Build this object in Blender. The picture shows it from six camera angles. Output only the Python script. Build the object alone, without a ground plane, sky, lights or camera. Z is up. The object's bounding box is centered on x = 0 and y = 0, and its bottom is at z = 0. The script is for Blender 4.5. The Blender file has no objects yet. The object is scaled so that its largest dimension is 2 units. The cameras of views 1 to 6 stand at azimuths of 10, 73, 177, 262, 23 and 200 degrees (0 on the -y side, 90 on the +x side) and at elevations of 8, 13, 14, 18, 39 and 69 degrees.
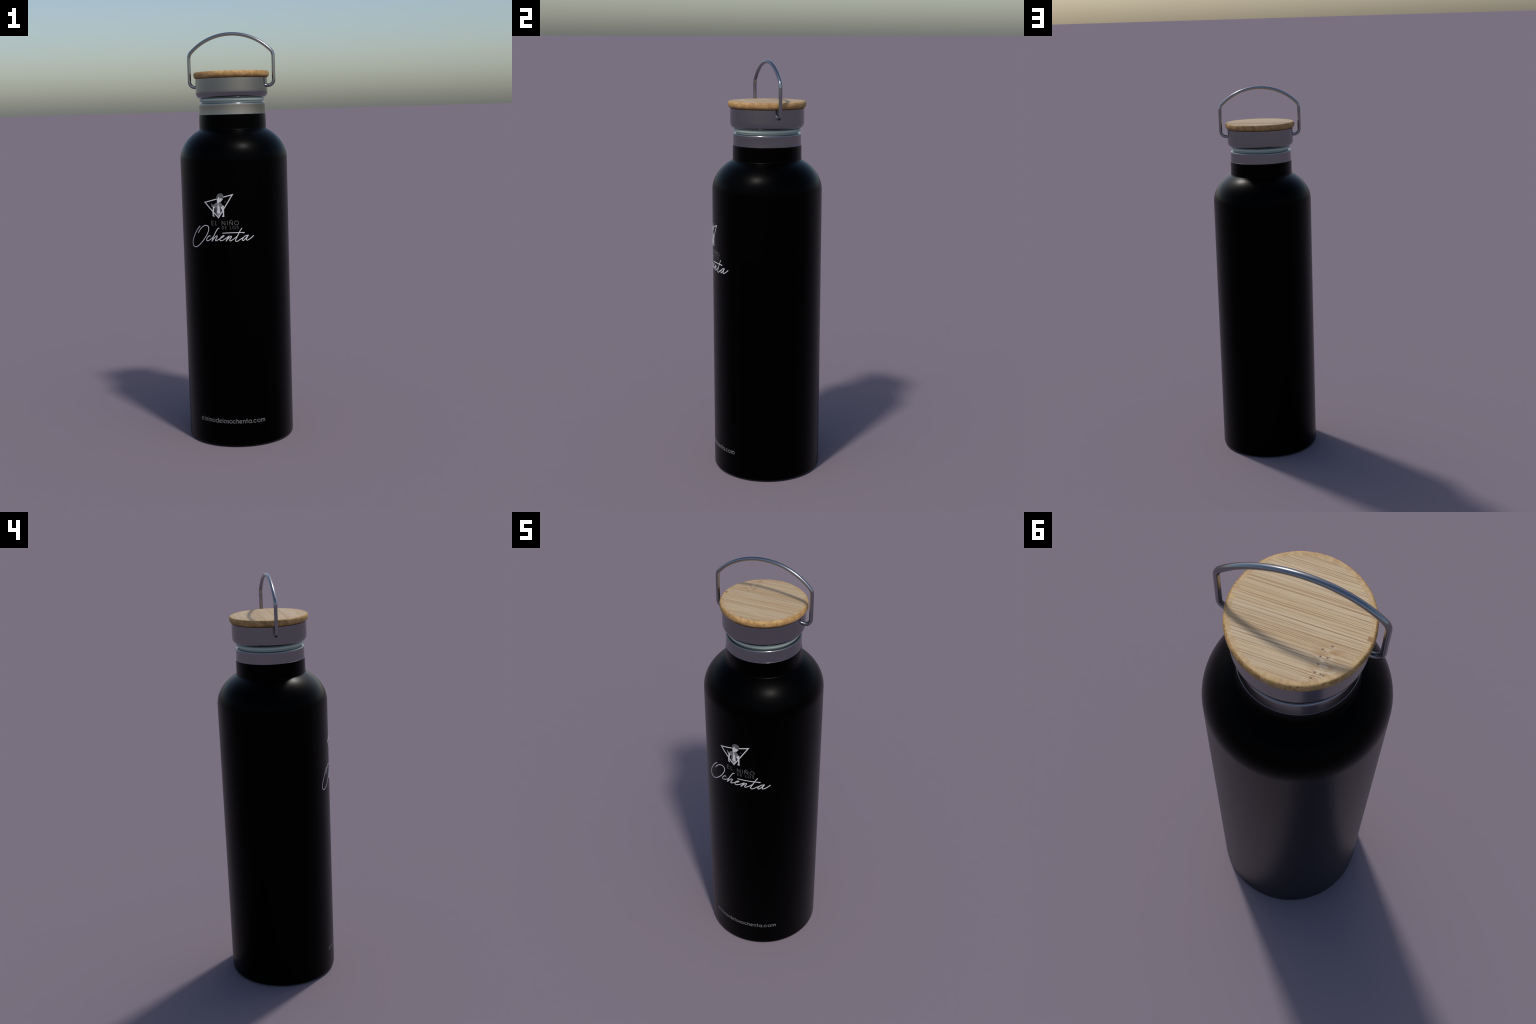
"""Insulated drinking bottle: matt black steel body, bare steel neck ring,
silicone gasket, steel lid with a bamboo disc on top and a bent wire handle,
white printed emblem and lettering on the front (towards -y)."""
import bpy, bmesh, math
from mathutils import Vector

TAU = math.tau
BODY_R = 0.2622

# --------------------------------------------------------------------------
# small helpers
# --------------------------------------------------------------------------

def arc(cx, cz, a, b, t0, t1, n=10):
    """elliptical arc of a lathe profile, angles in degrees, as (r, z)"""
    out = []
    for i in range(n + 1):
        t = math.radians(t0 + (t1 - t0) * i / n)
        out.append((cx + a * math.cos(t), cz + b * math.sin(t)))
    return out


def new_object(name, mesh, parent, material=None):
    ob = bpy.data.objects.new(name, mesh)
    bpy.context.scene.collection.objects.link(ob)
    ob.parent = parent
    if material:
        mesh.materials.append(material)
    return ob


def smooth(mesh, angle=32):
    for p in mesh.polygons:
        p.use_smooth = True
    mesh.set_sharp_from_angle(angle=math.radians(angle))


def lathe(name, profile, parent, material, segments=192, sharp=32):
    """closed solid of revolution; the profile runs from axis to axis or is a closed loop"""
    pts = [profile[0]]
    for p in profile[1:]:
        if math.hypot(p[0] - pts[-1][0], p[1] - pts[-1][1]) > 1e-6:
            pts.append(p)
    bm = bmesh.new()
    rings = []
    for r, z in pts:
        if r < 1e-6:
            rings.append([bm.verts.new((0, 0, z))])
        else:
            rings.append([bm.verts.new((r * math.sin(TAU * k / segments), -r * math.cos(TAU * k / segments), z))
                          for k in range(segments)])
    pairs = list(zip(rings, rings[1:]))
    if len(rings[0]) > 1 and len(rings[-1]) > 1:
        pairs.append((rings[-1], rings[0]))
    for lo, hi in pairs:
        for k in range(segments):
            j = (k + 1) % segments
            if len(lo) == 1:
                bm.faces.new((lo[0], hi[j], hi[k]))
            elif len(hi) == 1:
                bm.faces.new((lo[k], lo[j], hi[0]))
            else:
                bm.faces.new((lo[k], lo[j], hi[j], hi[k]))
    bmesh.ops.recalc_face_normals(bm, faces=bm.faces)
    me = bpy.data.meshes.new(name)
    bm.to_mesh(me)
    bm.free()
    smooth(me, sharp)
    return new_object(name, me, parent, material)


def on_body(s, z, h, radius=BODY_R):
    """wrap the flat print (s along the girth, z up, h above the paint) round the body"""
    a = s / radius
    r = radius + h
    return Vector((r * math.sin(a), -r * math.cos(a), z))


# --------------------------------------------------------------------------
# materials
# --------------------------------------------------------------------------

class Nodes:
    def __init__(self, name):
        self.mat = bpy.data.materials.new(name)
        self.mat.use_nodes = True
        self.t = self.mat.node_tree
        self.bsdf = self.t.nodes["Principled BSDF"]

    def put(self, socket, value):
        if isinstance(value, bpy.types.NodeSocket):
            self.t.links.new(value, socket)
        elif isinstance(value, (tuple, list)) and len(value) == 3 and socket.type == "RGBA":
            socket.default_value = (*value, 1)
        else:
            socket.default_value = value

    def node(self, kind, outputs=0, **kw):
        n = self.t.nodes.new(kind)
        for k, v in kw.items():
            if k.startswith("in_"):
                key = k[3:]
                self.put(n.inputs[int(key) if key.isdigit() else key.replace("_", " ")], v)
            else:
                setattr(n, k, v)
        return n.outputs[outputs]

    def math(self, op, a, b=0.0, c=0.0, clamp=False):
        n = self.t.nodes.new("ShaderNodeMath")
        n.operation, n.use_clamp = op, clamp
        for s, v in zip(n.inputs, (a, b, c)):
            self.put(s, v)
        return n.outputs[0]

    def vec(self, x, y, z):
        return self.node("ShaderNodeCombineXYZ", in_X=x, in_Y=y, in_Z=z)

    def noise(self, vector, scale=1.0, detail=2.0, rough=0.5, distortion=0.0):
        return self.node("ShaderNodeTexNoise", in_Vector=vector, in_Scale=scale, in_Detail=detail,
                         in_Roughness=rough, in_Distortion=distortion)

    def ramp(self, fac, lo, hi, a=0.0, b=1.0):
        return self.node("ShaderNodeMapRange", in_0=fac, in_1=lo, in_2=hi, in_3=a, in_4=b)

    def mix(self, fac, a, b, blend="MIX"):
        n = self.t.nodes.new("ShaderNodeMix")
        n.data_type, n.blend_type = "RGBA", blend
        self.put(n.inputs[0], fac)
        self.put(n.inputs[6], a)
        self.put(n.inputs[7], b)
        return n.outputs[2]

    def position(self):
        p = self.node("ShaderNodeTexCoord", outputs=3)
        n = self.t.nodes.new("ShaderNodeSeparateXYZ")
        self.put(n.inputs[0], p)
        return p, n.outputs[0], n.outputs[1], n.outputs[2]

    def set(self, **kw):
        for k, v in kw.items():
            self.put(self.bsdf.inputs[k.replace("_", " ")], v)
        return self.mat


def black_paint():
    # near black powder coat: mirrors only at grazing angles
    m = Nodes("black_powder_coat")
    p, x, y, z = m.position()
    grain = m.noise(p, 260, 2)
    return m.set(Base_Color=(0.0030, 0.0030, 0.0031), Metallic=1.0,
                 Roughness=m.ramp(grain, 0.3, 0.7, 0.305, 0.345))


def steel(name, value, rough, brushed=0.0, painted_reflection=False):
    m = Nodes(name)
    p, x, y, z = m.position()
    tint = (value * 0.98, value, value * 1.05)
    col = m.mix(0.0, tint, tint)
    r = rough
    if brushed:
        # turning marks: very long round the axis, very short along it
        lines = m.noise(m.vec(m.math("MULTIPLY", x, 2.0), m.math("MULTIPLY", y, 2.0), m.math("MULTIPLY", z, 420.0)), 1, 3, 0.6)
        col = m.mix(brushed, col, m.mix(lines, tuple(c * 0.55 for c in tint), tuple(c * 1.4 for c in tint)))
        r = m.ramp(lines, 0.3, 0.7, rough * 0.85, rough * 1.15)
    if painted_reflection:
        # ground's reflection painted as short dark streaks on the ring's lower rim
        streak = m.noise(m.vec(m.math("MULTIPLY", x, 26.0), m.math("MULTIPLY", y, 26.0), m.math("MULTIPLY", z, 330.0)), 1, 2, 0.5)
        low = m.ramp(z, 1.618, 1.609)
        fac = m.math("MULTIPLY", m.ramp(streak, 0.56, 0.66), low, clamp=True)
        col = m.mix(m.math("MULTIPLY", fac, 0.6), col, (value * 0.45, value * 0.36, value * 0.36))
    return m.set(Base_Color=col, Metallic=1.0, Roughness=r)


def silicone():
    m = Nodes("pale_teal_silicone")
    return m.set(Base_Color=(0.42, 0.50, 0.45), Roughness=0.42, Specular_IOR_Level=0.35)


def print_ink(name, value):
    m = Nodes(name)
    p, x, y, z = m.position()
    worn = m.ramp(m.noise(p, 900, 2), 0.3, 0.7, 0.94, 1.0)
    col = m.mix(worn, (value * 0.9,) * 3, (value, value, value * 1.01))
    return m.set(Base_Color=col, Roughness=0.5)


def bamboo():
    m = Nodes("bamboo")
    p, x, y, z = m.position()
    normal = m.node("ShaderNodeNewGeometry", outputs=1)
    nz = m.t.nodes.new("ShaderNodeSeparateXYZ")
    m.put(nz.inputs[0], normal)
    up = nz.outputs[2]
    radius = m.math("SQRT", m.math("ADD", m.math("MULTIPLY", x, x), m.math("MULTIPLY", y, y)))
    angle = m.math("ARCTAN2", y, x)

    # --- face: long fibres along x ----------------------------------------
    bend = m.math("MULTIPLY", m.math("SUBTRACT", m.noise(m.vec(m.math("MULTIPLY", x, 2.0), m.math("MULTIPLY", y, 6.0), 0.0)), 0.5), 0.003)
    yy = m.math("ADD", y, bend)

    def fibre(along, across, seed, detail=1.5):
        return m.noise(m.vec(m.math("MULTIPLY", x, along), m.math("MULTIPLY", yy, across), seed), 1, detail, 0.45)

    fine = fibre(4.0, 460.0, 0.0, 3)
    broad = fibre(1.6, 26.0, 5.0)
    light = m.mix(m.ramp(broad, 0.36, 0.64), (0.58, 0.455, 0.305), (0.52, 0.375, 0.205))
    # each strip of the cane has its own tone and a brown seam that comes and goes along it
    for pitch, seed, half, depth, tone in ((0.0088, 3.0, 0.21, 1.0, 0.40), (0.0044, 11.0, 0.27, 0.85, 0.35)):
        u = m.math("ADD", m.math("DIVIDE", yy, pitch), m.math("MULTIPLY", m.noise(m.vec(m.math("MULTIPLY", x, 0.8), m.math("MULTIPLY", y, 30.0), seed), 1, 1), 2.2))
        strip = m.math("FLOOR", u)
        across = m.math("ABSOLUTE", m.math("SUBTRACT", m.math("FRACT", u), 0.5))
        chance = m.node("ShaderNodeTexWhiteNoise", noise_dimensions="2D", in_Vector=m.vec(strip, seed, 0.0))
        fade = m.noise(m.vec(m.math("MULTIPLY", x, 7.0), m.math("MULTIPLY", strip, 5.37), seed), 1, 1)
        light = m.mix(m.math("MULTIPLY", chance, tone), light, (0.43, 0.29, 0.15))
        fac = m.math("MULTIPLY", m.ramp(across, half, half * 0.3), m.math("MULTIPLY", m.ramp(chance, 0.05, 0.7, 0.15, 1.0), m.ramp(fade, 0.34, 0.54, 0.15, depth)))
        light = m.mix(fac, light, (0.25, 0.12, 0.043))
    face = m.mix(m.ramp(fine, 0.3, 0.7, 0.0, 0.35), light, (0.61, 0.50, 0.35))
    # warm band where the strips run through a node of the cane
    band = m.math("MULTIPLY", m.ramp(m.math("ABSOLUTE", m.math("ADD", x, 0.095)), 0.045, 0.012), m.ramp(y, 0.03, 0.06))
    cloud = m.noise(m.vec(m.math("MULTIPLY", x, 26.0), m.math("MULTIPLY", y, 75.0), 1.0), 1, 2)
    face = m.mix(m.math("MULTIPLY", band, m.ramp(cloud, 0.42, 0.62, 0.0, 0.75)), face, (0.36, 0.20, 0.085))
    pale = m.noise(m.vec(m.math("MULTIPLY", x, 30.0), m.math("MULTIPLY", y, 110.0), 7.0), 1, 1)
    face = m.mix(m.math("MULTIPLY", band, m.ramp(pale, 0.60, 0.68, 0.0, 0.8)), face, (0.66, 0.56, 0.42))
    # small black pores of the node
    for px, py in ((-0.0951, 0.0485), (-0.0761, 0.0629), (-0.0772, 0.0819), (-0.0943, 0.0809), (-0.0789, 0.1028),
                   (-0.0785, 0.125), (-0.0926, 0.1249), (-0.0995, 0.125), (-0.0748, 0.142)):
        dx = m.math("DIVIDE", m.math("SUBTRACT", x, px), 1.5)
        dy = m.math("SUBTRACT", y, py)
        d = m.math("SQRT", m.math("ADD", m.math("MULTIPLY", dx, dx), m.math("MULTIPLY", dy, dy)))
        face = m.mix(m.ramp(d, 0.0030, 0.0008, 0.0, 0.9), face, (0.07, 0.04, 0.035))

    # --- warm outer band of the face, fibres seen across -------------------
    across = m.noise(m.vec(m.math("MULTIPLY", angle, 11.0), m.math("MULTIPLY", radius, 8.0), 2.0), 1, 4, 0.6)
    rim = m.mix(m.ramp(across, 0.32, 0.68), (0.39, 0.24, 0.105), (0.56, 0.395, 0.205))
    wob = m.math("MULTIPLY", m.math("SUBTRACT", m.noise(m.vec(0.0, m.math("MULTIPLY", y, 60.0), m.math("MULTIPLY", m.math("SIGN", x), 3.0)), 1, 1), 0.5), 0.012)
    inside = m.ramp(m.math("ADD", radius, wob), 0.1672, 0.1655)
    blend = m.math("MULTIPLY", m.ramp(m.math("ABSOLUTE", m.math("SINE", angle)), 0.35, 0.0, 0.62, 1.0), 1.0)
    top = m.mix(inside, m.mix(m.ramp(blend, 0.6, 1.0, 0.75, 0.5), face, rim), face)

    side = m.ramp(m.math("ABSOLUTE", m.math("ADD", y, -0.0005)), 0.0075, 0.0058)
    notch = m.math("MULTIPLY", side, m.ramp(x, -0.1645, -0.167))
    top = m.mix(m.math("MULTIPLY", notch, 0.75), top, (0.25, 0.125, 0.045))
    notch = m.math("MULTIPLY", m.ramp(m.math("ABSOLUTE", m.math("ADD", y, -0.004)), 0.0055, 0.004), m.ramp(x, 0.1645, 0.166))
    top = m.mix(m.math("MULTIPLY", notch, 0.7), top, (0.58, 0.40, 0.17))

    # --- edge: end grain, freckled with fibre bundles ----------------------
    arc_len = m.math("MULTIPLY", angle, 0.184)
    ep = m.vec(m.math("MULTIPLY", arc_len, 1.0), m.math("MULTIPLY", z, 1.35), 0.0)
    spots = m.node("ShaderNodeTexVoronoi", in_Vector=ep, in_Scale=190.0)
    mottle = m.noise(m.vec(m.math("MULTIPLY", angle, 5.0), m.math("MULTIPLY", z, 30.0), 4.0), 1, 2)
    edge = m.mix(m.ramp(mottle, 0.35, 0.65), (0.36, 0.205, 0.068), (0.58, 0.35, 0.14))
    dens = m.noise(m.vec(m.math("MULTIPLY", angle, 3.0), 0.0, 8.0), 1, 1)
    grain_mask = m.math("MULTIPLY", m.ramp(spots, 0.50, 0.14), m.ramp(dens, 0.36, 0.54, 0.4, 1.0))
    edge = m.mix(grain_mask, edge, (0.20, 0.085, 0.035))
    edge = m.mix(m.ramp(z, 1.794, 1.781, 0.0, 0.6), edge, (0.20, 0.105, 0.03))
    col = m.mix(m.ramp(up, 0.93, 0.985), edge, top)
    bump = m.node("ShaderNodeBump", in_Strength=0.12, in_Distance=0.002, in_Height=m.math("ADD", fine, m.math("MULTIPLY", spots, 0.6)))
    return m.set(Base_Color=col, Roughness=0.62, Normal=bump, Specular_IOR_Level=0.3)


BLACK = black_paint()
RING = steel("turned_steel", 0.30, 0.14, brushed=0.2, painted_reflection=True)
LID = steel("brushed_lid_steel", 0.275, 0.18, brushed=0.25)
WIRE = steel("polished_wire_steel", 0.31, 0.19)
SILICONE = silicone()
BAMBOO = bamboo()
INK = print_ink("white_print", 0.65)
INK_GREY = print_ink("grey_print", 0.12)
INK_WEB = print_ink("mid_grey_print", 0.15)
INK_HAIR = print_ink("dark_grey_print", 0.10)
INK_COAT = print_ink("coat_grey_print", 0.17)
INK_COAT_LOW = print_ink("coat_shade_print", 0.085)
INK_DIM = print_ink("dim_grey_print", 0.085)
INK_BELT = print_ink("belt_grey_print", 0.36)
INK_FAINT = print_ink("faint_print", 0.022)

# --------------------------------------------------------------------------
# bottle
# --------------------------------------------------------------------------

bottle = bpy.data.objects.new("water_bottle", None)
bpy.context.scene.collection.objects.link(bottle)
bottle["label"] = "matt black steel water bottle with bamboo lid and wire handle"
bottle["category"] = "water bottle"


def body_profile():
    neck_r, fillet = 0.1637, 0.008
    z0, a, b = 1.3925, 0.2134, 0.1690          # shoulder ellipse
    cx = BODY_R - a
    phi = 0.9
    while True:                                  # stop where the fillet just meets the neck
        tr, tz = -a * math.sin(phi), b * math.cos(phi)
        ang = math.atan2(tz, tr)
        r_end, z_end = cx + a * math.cos(phi), z0 + b * math.sin(phi)
        if r_end - fillet * (1 - math.sin(ang)) <= neck_r:
            break
        phi += 0.0005
    p = [(0.0, 0.008), (0.225, 0.008), (0.238, 0.004)]
    p += arc(0.246, 0.004, 0.004, 0.004, 180, 270, 4)
    p += arc(BODY_R - 0.013, 0.013, 0.013, 0.013, 272, 360, 9)
    p += [(BODY_R, z) for z in (0.03, 0.2, 0.5, 0.8, 1.1, 1.3, 1.37)]
    p += [(cx + a * math.cos(phi * i / 40), z0 + b * math.sin(phi * i / 40)) for i in range(41)]
    fr, fz = r_end + fillet * math.sin(ang), z_end - fillet * math.cos(ang)
    for i in range(1, 9):
        t = ang + (math.pi / 2 - ang) * i / 8
        p.append((fr - fillet * math.sin(t), fz + fillet * math.cos(t)))
    p += [(0.1636, 1.545), (0.1632, 1.575), (0.1628, 1.604)]
    p += [(0.1626, 1.6062), (0.150, 1.6062), (0.150, 1.59), (0.0, 1.59)]
    return p


body = lathe("body", body_profile(), bottle, BLACK, 256)

ring_profile = [(0.146, 1.6064), (0.1625, 1.6064), (0.1625, 1.6068), (0.1621, 1.6071), (0.1619, 1.6073), (0.1617, 1.612), (0.1613, 1.630), (0.1611, 1.650)]
ring_profile += arc(0.1561, 1.6565, 0.005, 0.0055, 0, 90, 8) + [(0.152, 1.6620), (0.146, 1.6618)]
lathe("neck_ring", ring_profile, bottle, RING)

gasket_profile = [(0.142, 1.6624), (0.1465, 1.6624), (0.1467, 1.6688)]
gasket_profile += arc(0.1505, 1.6772, 0.0076, 0.0079, -84, 84, 16)
gasket_profile += [(0.1475, 1.6857), (0.1478, 1.6882), (0.1520, 1.6890), (0.1520, 1.692), (0.151, 1.6945), (0.142, 1.6945)]
lathe("gasket", gasket_profile, bottle, SILICONE)

lid_profile = [(0.0, 1.700), (0.1535, 1.700), (0.1535, 1.6895)]
lid_profile += arc(0.1555, 1.6885, 0.0018, 0.0018, 180, 268, 4)
lid_profile += arc(0.1558, 1.7125, 0.0194, 0.0258, 271, 360, 12)
lid_profile += [(0.1752, 1.72), (0.1752, 1.74), (0.1752, 1.765), (0.1752, 1.7785), (0.1745, 1.7792), (0.0, 1.7792)]
lid = lathe("lid", lid_profile, bottle, LID)

wood_profile = [(0.0, 1.7796), (0.168, 1.7796)]
wood_profile += arc(0.1705, 1.7965, 0.0138, 0.0166, -88, 0, 12)
wood_profile += arc(0.1763, 1.7985, 0.0080, 0.0132, 0, 90, 12)
wood_profile += [(0.172, 1.8117), (0.166, 1.8117), (0.10, 1.8117), (0.0, 1.8117)]
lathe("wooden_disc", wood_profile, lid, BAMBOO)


def wire_handle():
    wire = 0.0083
    leg_x, pin_z, low, high, R = 0.209, 1.741, 0.0265, 0.042, 0.2768
    top_c = 2.0 - wire - R
    zc = top_c + math.sqrt((R - high) ** 2 - (leg_x - high) ** 2)
    split = math.atan2(leg_x - high, zc - top_c)          # from the vertical
    half = [(0.160, pin_z), (0.172, pin_z)]
    for i in range(13):
        t = -math.pi / 2 + math.pi / 2 * i / 12
        half.append((leg_x - low + low * math.cos(t), pin_z + low + low * math.sin(t)))
    for k in (0.25, 0.5, 0.75):
        half.append((leg_x, pin_z + low + (zc - pin_z - low) * k))
    for i in range(11):
        t = (math.pi / 2 - split) * i / 10
        half.append((leg_x - high + high * math.cos(t), zc + high * math.sin(t)))
    for i in range(1, 31):
        t = split * (1 - i / 30)
        half.append((R * math.sin(t), top_c + R * math.cos(t)))
    path = half + [(-x, z) for x, z in reversed(half[:-1])]
    n = 24
    bm = bmesh.new()
    rings = []
    for i, (x, z) in enumerate(path):
        a, b = path[max(i - 1, 0)], path[min(i + 1, len(path) - 1)]
        d = Vector((b[0] - a[0], 0, b[1] - a[1])).normalized()
        side = Vector((d.z, 0, -d.x))
        rings.append([bm.verts.new(Vector((x, 0, z)) + wire * (math.cos(TAU * k / n) * side + math.sin(TAU * k / n) * Vector((0, 1, 0))))
                      for k in range(n)])
    for lo, hi in zip(rings, rings[1:]):
        for k in range(n):
            bm.faces.new((lo[k], lo[(k + 1) % n], hi[(k + 1) % n], hi[k]))
    bm.faces.new(rings[0])
    bm.faces.new(rings[-1])
    bmesh.ops.recalc_face_normals(bm, faces=bm.faces)
    me = bpy.data.meshes.new("handle")
    bm.to_mesh(me)
    bm.free()
    smooth(me, 40)
    return new_object("handle", me, lid, WIRE)


wire_handle()

# --------------------------------------------------------------------------
# print: strokes and filled shapes laid on the round body, in millimetres
# --------------------------------------------------------------------------

PRINT_H = 0.0003


def catmull(points, per=6):
    if len(points) < 3:
        return points
    P = [points[0]] + list(points) + [points[-1]]
    out = []
    for i in range(1, len(P) - 2):
        p0, p1, p2, p3 = (Vector(q) for q in P[i - 1:i + 3])
        for k in range(per):
            t = k / per
            out.append(tuple(0.5 * ((2 * p1) + (p2 - p0) * t + (2 * p0 - 5 * p1 + 4 * p2 - p3) * t * t
                                    + (3 * p1 - p0 - 3 * p2 + p3) * t ** 3)))
    out.append(tuple(points[-1]))
    return out


def resample(points, step):
    out = [Vector(points[0])]
    for a, b in zip(points, points[1:]):
        a, b = Vector(a), Vector(b)
        n = max(1, math.ceil((b - a).length / step))
        out += [a.lerp(b, k / n) for k in range(1, n + 1)]
    return out


def stroke(bm, points, width, lift, closed=False, round_caps=True, step=3.0):
    """raised ribbon of ink along a pen path; the lift grows along the path so crossings never share a plane"""
    pts = resample(list(points) + ([points[0]] if closed else []), step)
    if closed:
        pts.pop()
    n = len(pts)
    w = width / 2
    sections = []
    for i, p in enumerate(pts):
        a = pts[(i - 1) % n] if closed else pts[max(i - 1, 0)]
        b = pts[(i + 1) % n] if closed else pts[min(i + 1, n - 1)]
        d = (b - a).normalized()
        turn = 1.0
        if 0 < i < n - 1 or closed:
            c = (p - a).normalized().dot(d)
            turn = 1 / max(c, 0.6)
        sections.append((p, Vector((-d.y, d.x)), w * turn))
    if round_caps and not closed:
        for end in (0, -1):
            p, nrm, _ = sections[end]
            out = Vector((nrm.y, -nrm.x)) * (-1 if end == 0 else 1)
            extra = [(p + out * w * math.sin(math.radians(t)), nrm, w * math.cos(math.radians(t))) for t in (30, 55, 75)]
            sections = (extra[::-1] + sections) if end == 0 else (sections + extra)
    m = len(sections)
    rows = []
    for i, (p, nrm, hw) in enumerate(sections):
        h = PRINT_H + lift + 0.00015 * i / m
        row = []
        for off, hh in ((-1, -0.0006), (-1, h * 0.8), (-0.75, h), (0.75, h), (1, h * 0.8), (1, -0.0006)):
            q = p + nrm * hw * off
            row.append(bm.verts.new(on_body(q.x / 1000, q.y / 1000, hh)))
        rows.append(row)
    pairs = list(zip(rows, rows[1:]))
    if closed:
        pairs.append((rows[-1], rows[0]))
    for a, b in pairs:
        for k in range(6):
            bm.faces.new((a[k], a[(k + 1) % 6], b[(k + 1) % 6], b[k]))
    if not closed:
        bm.faces.new(rows[0])
        bm.faces.new(rows[-1])


def slab(bm, outline, lift):
    """filled shape: flat polygon cut into narrow strips, wrapped round the body and given thickness"""
    t = bmesh.new()
    t.faces.new([t.verts.new((x, z, 0)) for x, z in outline])
    lo, hi = min(p[0] for p in outline), max(p[0] for p in outline)
    n = int((hi - lo) / 4)
    for k in range(1, n + 1):
        geom = t.verts[:] + t.edges[:] + t.faces[:]
        bmesh.ops.bisect_plane(t, geom=geom, plane_co=(lo + (hi - lo) * k / (n + 1), 0, 0), plane_no=(1, 0, 0))
    bmesh.ops.triangulate(t, faces=t.faces)
    top = {v: bm.verts.new(on_body(v.co.x / 1000, v.co.y / 1000, PRINT_H + lift)) for v in t.verts}
    low = {v: bm.verts.new(on_body(v.co.x / 1000, v.co.y / 1000, -0.0006)) for v in t.verts}
    for f in t.faces:
        bm.faces.new([top[v] for v in f.verts])
        bm.faces.new([low[v] for v in reversed(f.verts)])
    for e in t.edges:
        if e.is_boundary:
            a, b = e.verts
            bm.faces.new((top[a], top[b], low[b], low[a]))
    t.free()


def printed(name, parent, ink, strokes=(), shapes=(), width=4.4, lift=0.0, curved=True, step=3.0):
    bm = bmesh.new()
    for i, s in enumerate(strokes):
        closed = s[0] == s[-1] and len(s) > 3 and not curved
        pts = catmull(s) if curved else (s[:-1] if closed else s)
        stroke(bm, pts, width, lift + 0.0002 * i, closed=closed, step=step)
    for i, s in enumerate(shapes):
        slab(bm, s, lift + 0.0001 * i)
    bmesh.ops.recalc_face_normals(bm, faces=bm.faces)
    me = bpy.data.meshes.new(name)
    bm.to_mesh(me)
    bm.free()
    smooth(me, 25)
    return new_object(name, me, parent, ink)


# handwritten word -----------------------------------------------------------
SCRIPT = {
    "O": [[(-135.5, 1082.8), (-147.4, 1072.4), (-162.3, 1054.8), (-175.2, 1035.8), (-185.3, 1018.3), (-190.4, 1002.5), (-187.3, 987.4),
           (-176.2, 980.7), (-164.3, 981.7), (-147.7, 989.2), (-130.1, 1002.9), (-111.6, 1021.9), (-95.6, 1043.3), (-86.9, 1060.1),
           (-84.0, 1071.2), (-86.0, 1082.1), (-92.2, 1086.7), (-102.0, 1087.8), (-114.0, 1083.8), (-126.7, 1074.9), (-138.3, 1063.3),
           (-146.9, 1051.0)]],
    "c": [[(-77.5, 1037.1), (-80.6, 1039.0), (-86.3, 1036.1), (-93.8, 1028.2), (-98.6, 1019.7), (-96.5, 1015.0), (-88.7, 1015.3),
           (-77.4, 1021.3), (-67.8, 1028.4), (-59.0, 1036.9)]],
    "h": [[(-30.7, 1076.1), (-36.5, 1074.3), (-44.1, 1063.9), (-52.0, 1050.1), (-59.0, 1036.9), (-63.3, 1027.9), (-66.7, 1019.5), (-69.2, 1013.3)],
          [(-69.2, 1013.3), (-58.9, 1025.3), (-49.6, 1035.1), (-42.8, 1039.3), (-40.8, 1035.9), (-45.5, 1026.9), (-50.2, 1018.6),
           (-47.4, 1015.2), (-39.9, 1018.8), (-29.6, 1025.1)]],
    "e": [[(-29.6, 1025.1), (-20.9, 1029.9), (-10.9, 1035.4), (-7.0, 1039.5), (-12.2, 1040.1), (-20.8, 1034.0), (-26.8, 1025.8),
           (-27.0, 1018.9), (-21.4, 1016.2), (-11.4, 1019.7), (1.3, 1027.2), (12.6, 1035.3), (17.5, 1039.3)]],
    "n": [[(17.5, 1039.3), (11.0, 1028.5), (5.2, 1020.3), (2.0, 1014.2)],
          [(2.0, 1014.2), (12.3, 1025.7), (22.2, 1035.2), (27.7, 1037.1), (27.5, 1032.3), (21.8, 1024.2), (19.6, 1017.4), (22.9, 1015.3),
           (31.2, 1019.2), (43.7, 1027.8), (54.8, 1036.4)]],
    "t": [[(78.3, 1073.7), (72.0, 1065.1), (63.4, 1050.4), (56.2, 1037.0), (49.0, 1023.6), (46.7, 1016.8), (50.0, 1012.6), (56.8, 1013.1),
           (67.9, 1020.2), (80.4, 1027.6), (85.9, 1030.3)],
          [(-13.1, 1052.5), (22.7, 1053.6), (56.7, 1053.8), (89.4, 1053.1), (84.5, 1051.6)]],
    "a": [[(109.1, 1039.4), (102.1, 1038.8), (94.4, 1036.8), (85.9, 1030.3), (79.9, 1021.7), (80.5, 1016.2), (84.8, 1015.3), (92.6, 1021.8),
           (101.1, 1030.9), (109.1, 1039.4)],
          [(109.1, 1039.4), (102.5, 1029.5), (98.8, 1021.5), (100.0, 1016.6), (105.6, 1016.3), (114.8, 1021.2), (125.0, 1028.1), (134.5, 1035.7)]],
}
for k, strokes in enumerate(SCRIPT.values()):
    printed("handwritten_letter", body, INK, strokes, width=3.5, lift=0.00012 * (k % 4), step=1.5)


# stroke alphabet: each glyph drawn inside its own box x0..x1, z0..z1 ---------
def ring(cx, cz, a, b, t0=0, t1=360, n=28):
    return [(cx + a * math.cos(math.radians(t0 + (t1 - t0) * i / n)), cz + b * math.sin(math.radians(t0 + (t1 - t0) * i / n))) for i in range(n + 1)]


def closed_ring(cx, cz, a, b):
    p = ring(cx, cz, a, b, n=32)
    p[-1] = p[0]
    return p


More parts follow.
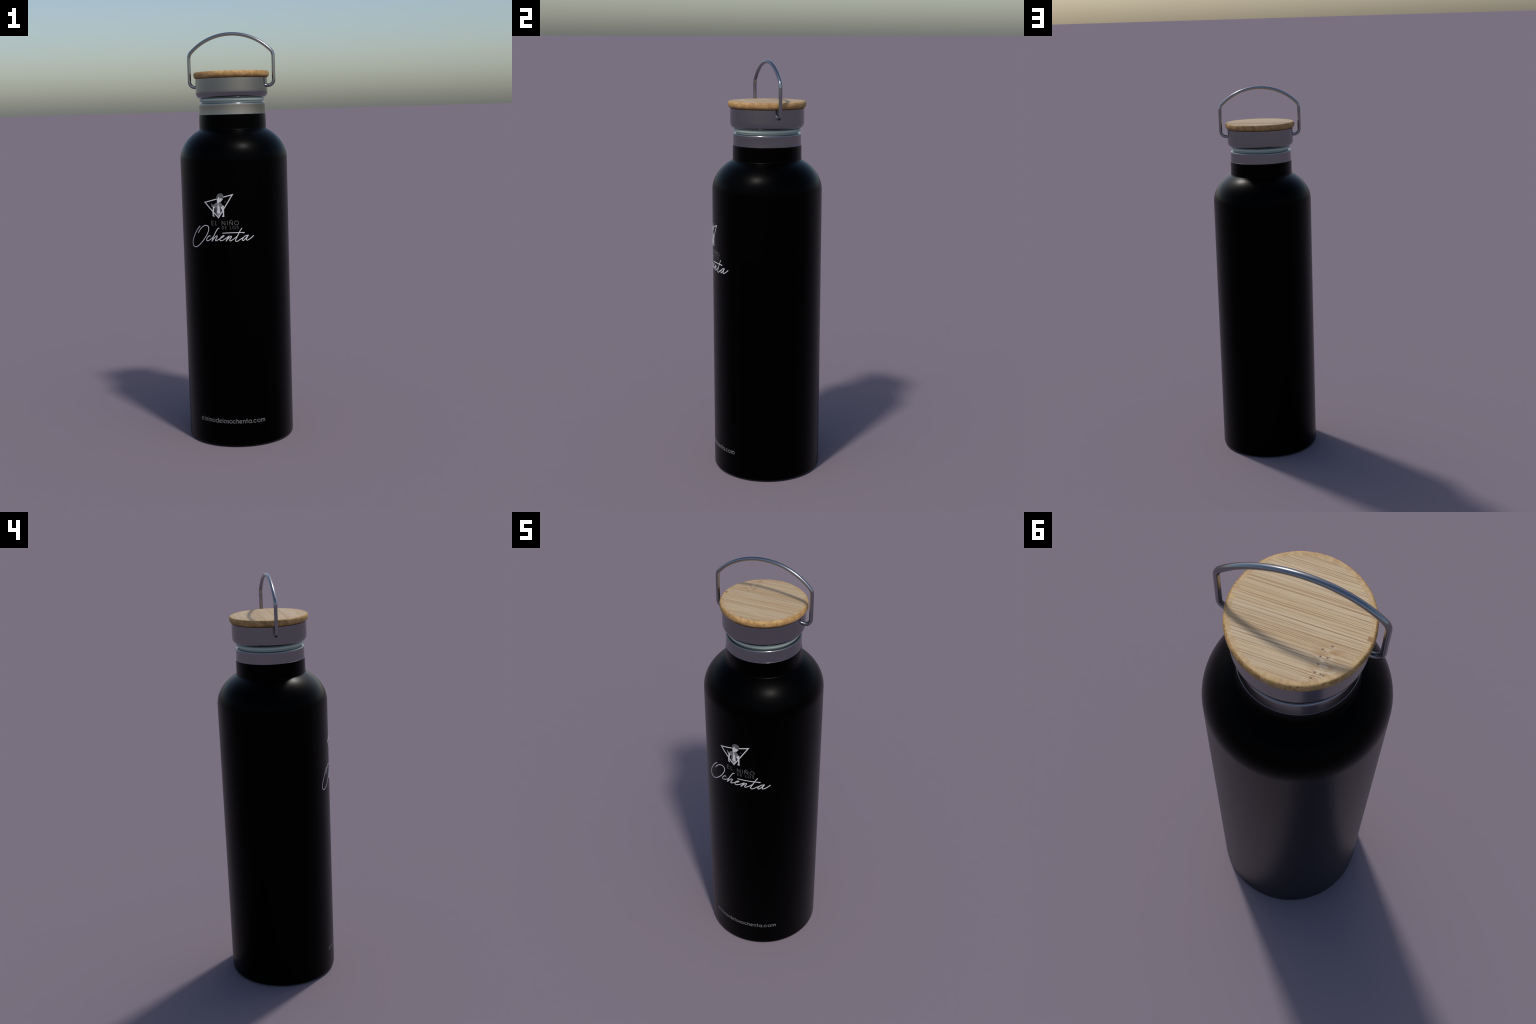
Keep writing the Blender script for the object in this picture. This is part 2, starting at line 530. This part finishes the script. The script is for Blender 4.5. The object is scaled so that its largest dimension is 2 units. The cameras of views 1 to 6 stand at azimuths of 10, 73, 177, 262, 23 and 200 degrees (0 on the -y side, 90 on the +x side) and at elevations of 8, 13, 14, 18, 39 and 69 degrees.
def glyph(ch, x0, x1, z0, zx, za):
    """z0 base line, zx top of small letters, za top of tall ones (pen centres)"""
    cx, cz, a, b = (x0 + x1) / 2, (z0 + zx) / 2, (x1 - x0) / 2, (zx - z0) / 2
    arch = lambda l, r: [(l, z0), (l, zx - (r - l) / 2)] + ring((l + r) / 2, zx - (r - l) / 2, (r - l) / 2, (r - l) / 2, 180, 0, 14)[1:] + [(r, z0)]
    if ch in "oO":
        return [closed_ring(cx, cz, a, b)]
    if ch == "e":
        return [[(cx - a * 0.80, cz - b * 0.45), (cx + a * 0.80, cz + b * 0.58)] + ring(cx, cz, a, b, 36, 318, 26)]
    if ch == "c":
        return [ring(cx, cz, a, b, 42, 318, 26)]
    if ch == "l":
        return [[(cx, z0), (cx, za)]]
    if ch == "i":
        return [[(cx, z0), (cx, zx)], [(cx, za - 0.9), (cx, za - 0.4)]]
    if ch == "n":
        return [[(x0, z0), (x0, zx)], arch(x0, x1)[1:]]
    if ch == "h":
        return [[(x0, z0), (x0, za)], arch(x0, x1)[1:]]
    if ch == "m":
        return [[(x0, z0), (x0, zx)], arch(x0, cx)[1:], arch(cx, x1)[1:]]
    if ch == "d":
        return [closed_ring(cx, cz, a, b), [(x1, z0), (x1, za)]]
    if ch == "a":
        return [closed_ring(cx, cz, a, b), [(x1, z0), (x1, zx)]]
    if ch == "t":
        return [[(cx, z0), (cx, za)], [(x0, zx), (x1, zx)]]
    if ch in "sS":
        q = b / 2
        return [ring(cx, cz + q, a, q, 35, 270, 16) + ring(cx, cz - q, a, q, 90, -145, 16)[1:]]
    if ch == ".":
        return [[(cx - 0.4, z0), (cx + 0.4, z0)]]
    if ch == "E":
        return [[(x1, z0), (x0, z0), (x0, zx), (x1, zx)], [(x0, cz), (x1 - a * 0.1, cz)]]
    if ch == "L":
        return [[(x0, zx), (x0, z0), (x1, z0)]]
    if ch == "I":
        return [[(cx, z0), (cx, zx)]]
    if ch in "N\u00d1":
        out = [[(x0, z0), (x0, zx)], [(x0, zx), (x1, z0)], [(x1, z0), (x1, zx)]]
        if ch != "N":
            out.append([(cx - 3.6, zx + 2.9), (cx - 1.6, zx + 4.0), (cx + 1.0, zx + 3.1), (cx + 3.6, zx + 4.1)])
        return out
    if ch == "D":
        return [[(x0, z0), (x0, zx), (cx, zx)] + ring(cx - a * 0.2, cz, a * 1.2, b, 80, -80, 14) + [(cx, z0), (x0, z0)]]
    return []


def line_of_text(spans, z0, zx, za, pen, ink):
    h = pen / 2
    for ch, left, right in spans:
        x0, x1 = left + h, right - h
        if x1 - x0 < 0.2:
            x0 = x1 = (left + right) / 2
        printed("letter", body, ink, glyph(ch, x0, x1, z0 + h, zx - h, za - h), width=pen, curved=False, step=2.0)


line_of_text((("E", -67.8, -57.2), ("L", -48.6, -39.0), ("N", -16.2, 0.6), ("I", 9.0, 12.2), ("\u00d1", 19.4, 36.4), ("O", 43.4, 65.0)),
             1089.6, 1110.4, 1110.4, 2.1, INK_GREY)
line_of_text((("D", -15.8, -6.4), ("E", -1.0, 6.6), ("L", 22.6, 29.2), ("O", 34.8, 49.0), ("S", 54.6, 62.8)),
             1070.4, 1085.6, 1085.6, 1.6, INK_DIM)
line_of_text((("e", -171.7, -155.4), ("l", -151.0, -146.2), ("n", -142.7, -129.6), ("i", -125.2, -120.2), ("n", -116.9, -104.0),
              ("o", -101.8, -84.7), ("d", -82.1, -65.8), ("e", -63.4, -48.2), ("l", -45.9, -41.1), ("o", -39.0, -23.7), ("s", -21.2, -12.0),
              ("o", -10.7, 5.4), ("c", 6.9, 21.6), ("h", 24.2, 36.6), ("e", 38.5, 53.2), ("n", 56.3, 68.7), ("t", 70.7, 80.1),
              ("a", 82.1, 98.8), (".", 101.6, 105.8), ("c", 107.2, 124.0), ("o", 126.1, 143.6), ("m", 146.6, 167.8)),
             118.7, 135.6, 142.0, 2.9, INK_WEB)

# emblem: triangle frame with a plain stand-in figure ---------------------------
A0, B0, C0 = (-104.1, 1199.2), (43.4, 1237.8), (-30.5, 1122.4)
BAR = 4.4


def inset(p, q, r, w):
    """corner q of the triangle moved in by the width of the bars"""
    p, q, r = Vector(p), Vector(q), Vector(r)
    u, v = (p - q).normalized(), (r - q).normalized()
    return tuple(q + (u + v).normalized() * (w / math.sin(u.angle(v) / 2)))


A1, B1, C1 = inset(C0, A0, B0, BAR), inset(A0, B0, C0, BAR), inset(B0, C0, A0, BAR)


def along(p, q, x):
    t = (x - p[0]) / (q[0] - p[0])
    return (x, p[1] + (q[1] - p[1]) * t)


frame_shapes = [
    [A0, A1, C1, C0],
    [C0, C1, B1, B0],
    [A0, along(A0, B0, -38.6), along(A1, B1, -42.0), A1],
    [along(A0, B0, -4.0), B0, B1, along(A1, B1, -4.6)],
]
emblem = printed("emblem", bottle, INK, shapes=frame_shapes, lift=0.0003)

figure = (
    ("figure_hair", INK_HAIR, 0.00015, [ring(-19.5, 1227.0, 16.2, 14.0, 0, 345, 24), [(-31, 1236), (-38, 1228), (-39, 1215), (-30, 1218), (-26, 1228)]]),
    ("figure_face", INK, 0.00055, [[(-38.6, 1214), (-30.2, 1218), (-29.5, 1226.5), (-20.5, 1217.0), (-9.0, 1216.8), (-7.6, 1212.6), (-18.0, 1201.0),
                                    (-26.0, 1200.2), (-26.8, 1195.4), (-35.4, 1196.4), (-35.8, 1206.6)]]),
    ("figure_coat", INK_COAT, 0.0001, [[(-35.4, 1199.0), (-48.0, 1192.0), (-56.8, 1184.0), (-46.0, 1174.0), (-45.6, 1172.0), (-34.6, 1172.0), (-31.6, 1195.0)],
                                       [(-27.2, 1198.4), (-20.0, 1199.0), (-9.4, 1186.0), (-17.8, 1175.0), (-18.6, 1172.0), (-23.0, 1172.0), (-27.6, 1181.6)]]),
    ("figure_coat", INK_COAT_LOW, 0.0001, [[(-34.6, 1171.9), (-45.6, 1171.9), (-45.8, 1150.0), (-42.0, 1145.0), (-37.8, 1143.0)],
                                           [(-23.0, 1171.9), (-18.6, 1171.9), (-16.4, 1160.0), (-20.6, 1150.0)]]),
    ("figure_shirt", INK, 0.00035, [[(-32.2, 1195.8), (-29.2, 1195.8), (-28.4, 1182.0), (-24.4, 1177.0), (-22.6, 1158.0), (-20.6, 1145.4), (-37.8, 1145.4),
                                     (-37.4, 1156.0), (-35.2, 1162.0), (-34.6, 1180.4), (-32.4, 1184.0)]]),
    ("figure_belt", INK_BELT, 0.0002, [[(-39.6, 1142.6), (-20.6, 1142.6), (-30.3, 1132.0)]]),
    ("figure_arm", INK, 0.0005, [[(-59.6, 1182.0), (-47.0, 1175.6), (-51.4, 1168.0), (-53.2, 1152.0), (-55.4, 1138.4), (-60.2, 1138.0), (-60.4, 1160.0), (-57.6, 1170.0)]]),
    ("figure_arm", INK, 0.0005, [[(-8.6, 1184.0), (-2.8, 1180.4), (-5.4, 1172.0), (-3.2, 1162.0), (-3.6, 1137.0), (-8.6, 1137.0), (-9.4, 1150.0),
                                  (-12.6, 1163.4), (-18.6, 1172.8)]]),
    ("figure_hand", INK, 0.0002, [[(-60.6, 1137.8), (-54.6, 1138.2), (-51.2, 1133.0), (-52.2, 1129.4), (-56.6, 1132.6), (-60.2, 1132.6)]]),
    ("figure_hand", INK, 0.0002, [[(-11.0, 1137.2), (-3.2, 1137.2), (-2.6, 1130.0), (-13.4, 1130.0), (-12.6, 1134.6)]]),
    ("figure_bag", INK_COAT, 0.00005, [[(-68.0, 1193.0), (-64.4, 1193.6), (-57.2, 1184.6), (-60.6, 1180.6), (-66.6, 1177.0), (-67.2, 1181.0), (-63.4, 1185.6)]]),
    ("backdrop_peak", INK_FAINT, 0.0, [[(3.9, 1208.6), (-1.9, 1198.4), (9.2, 1198.4)]]),
)
for name, ink, lift, shapes in figure:
    printed(name, emblem, ink, shapes=shapes, lift=lift)

# dark fringe and eye strokes that break up the face
printed("figure_eye", emblem, INK_FAINT, [[(-26.0, 1222.0), (-23.6, 1217.0), (-24.6, 1212.6)]], width=1.5, lift=0.0007, curved=False)
printed("figure_eye", emblem, INK_HAIR, [[(-14.8, 1213.2), (-10.8, 1214.2)]], width=1.4, lift=0.0007, curved=False)
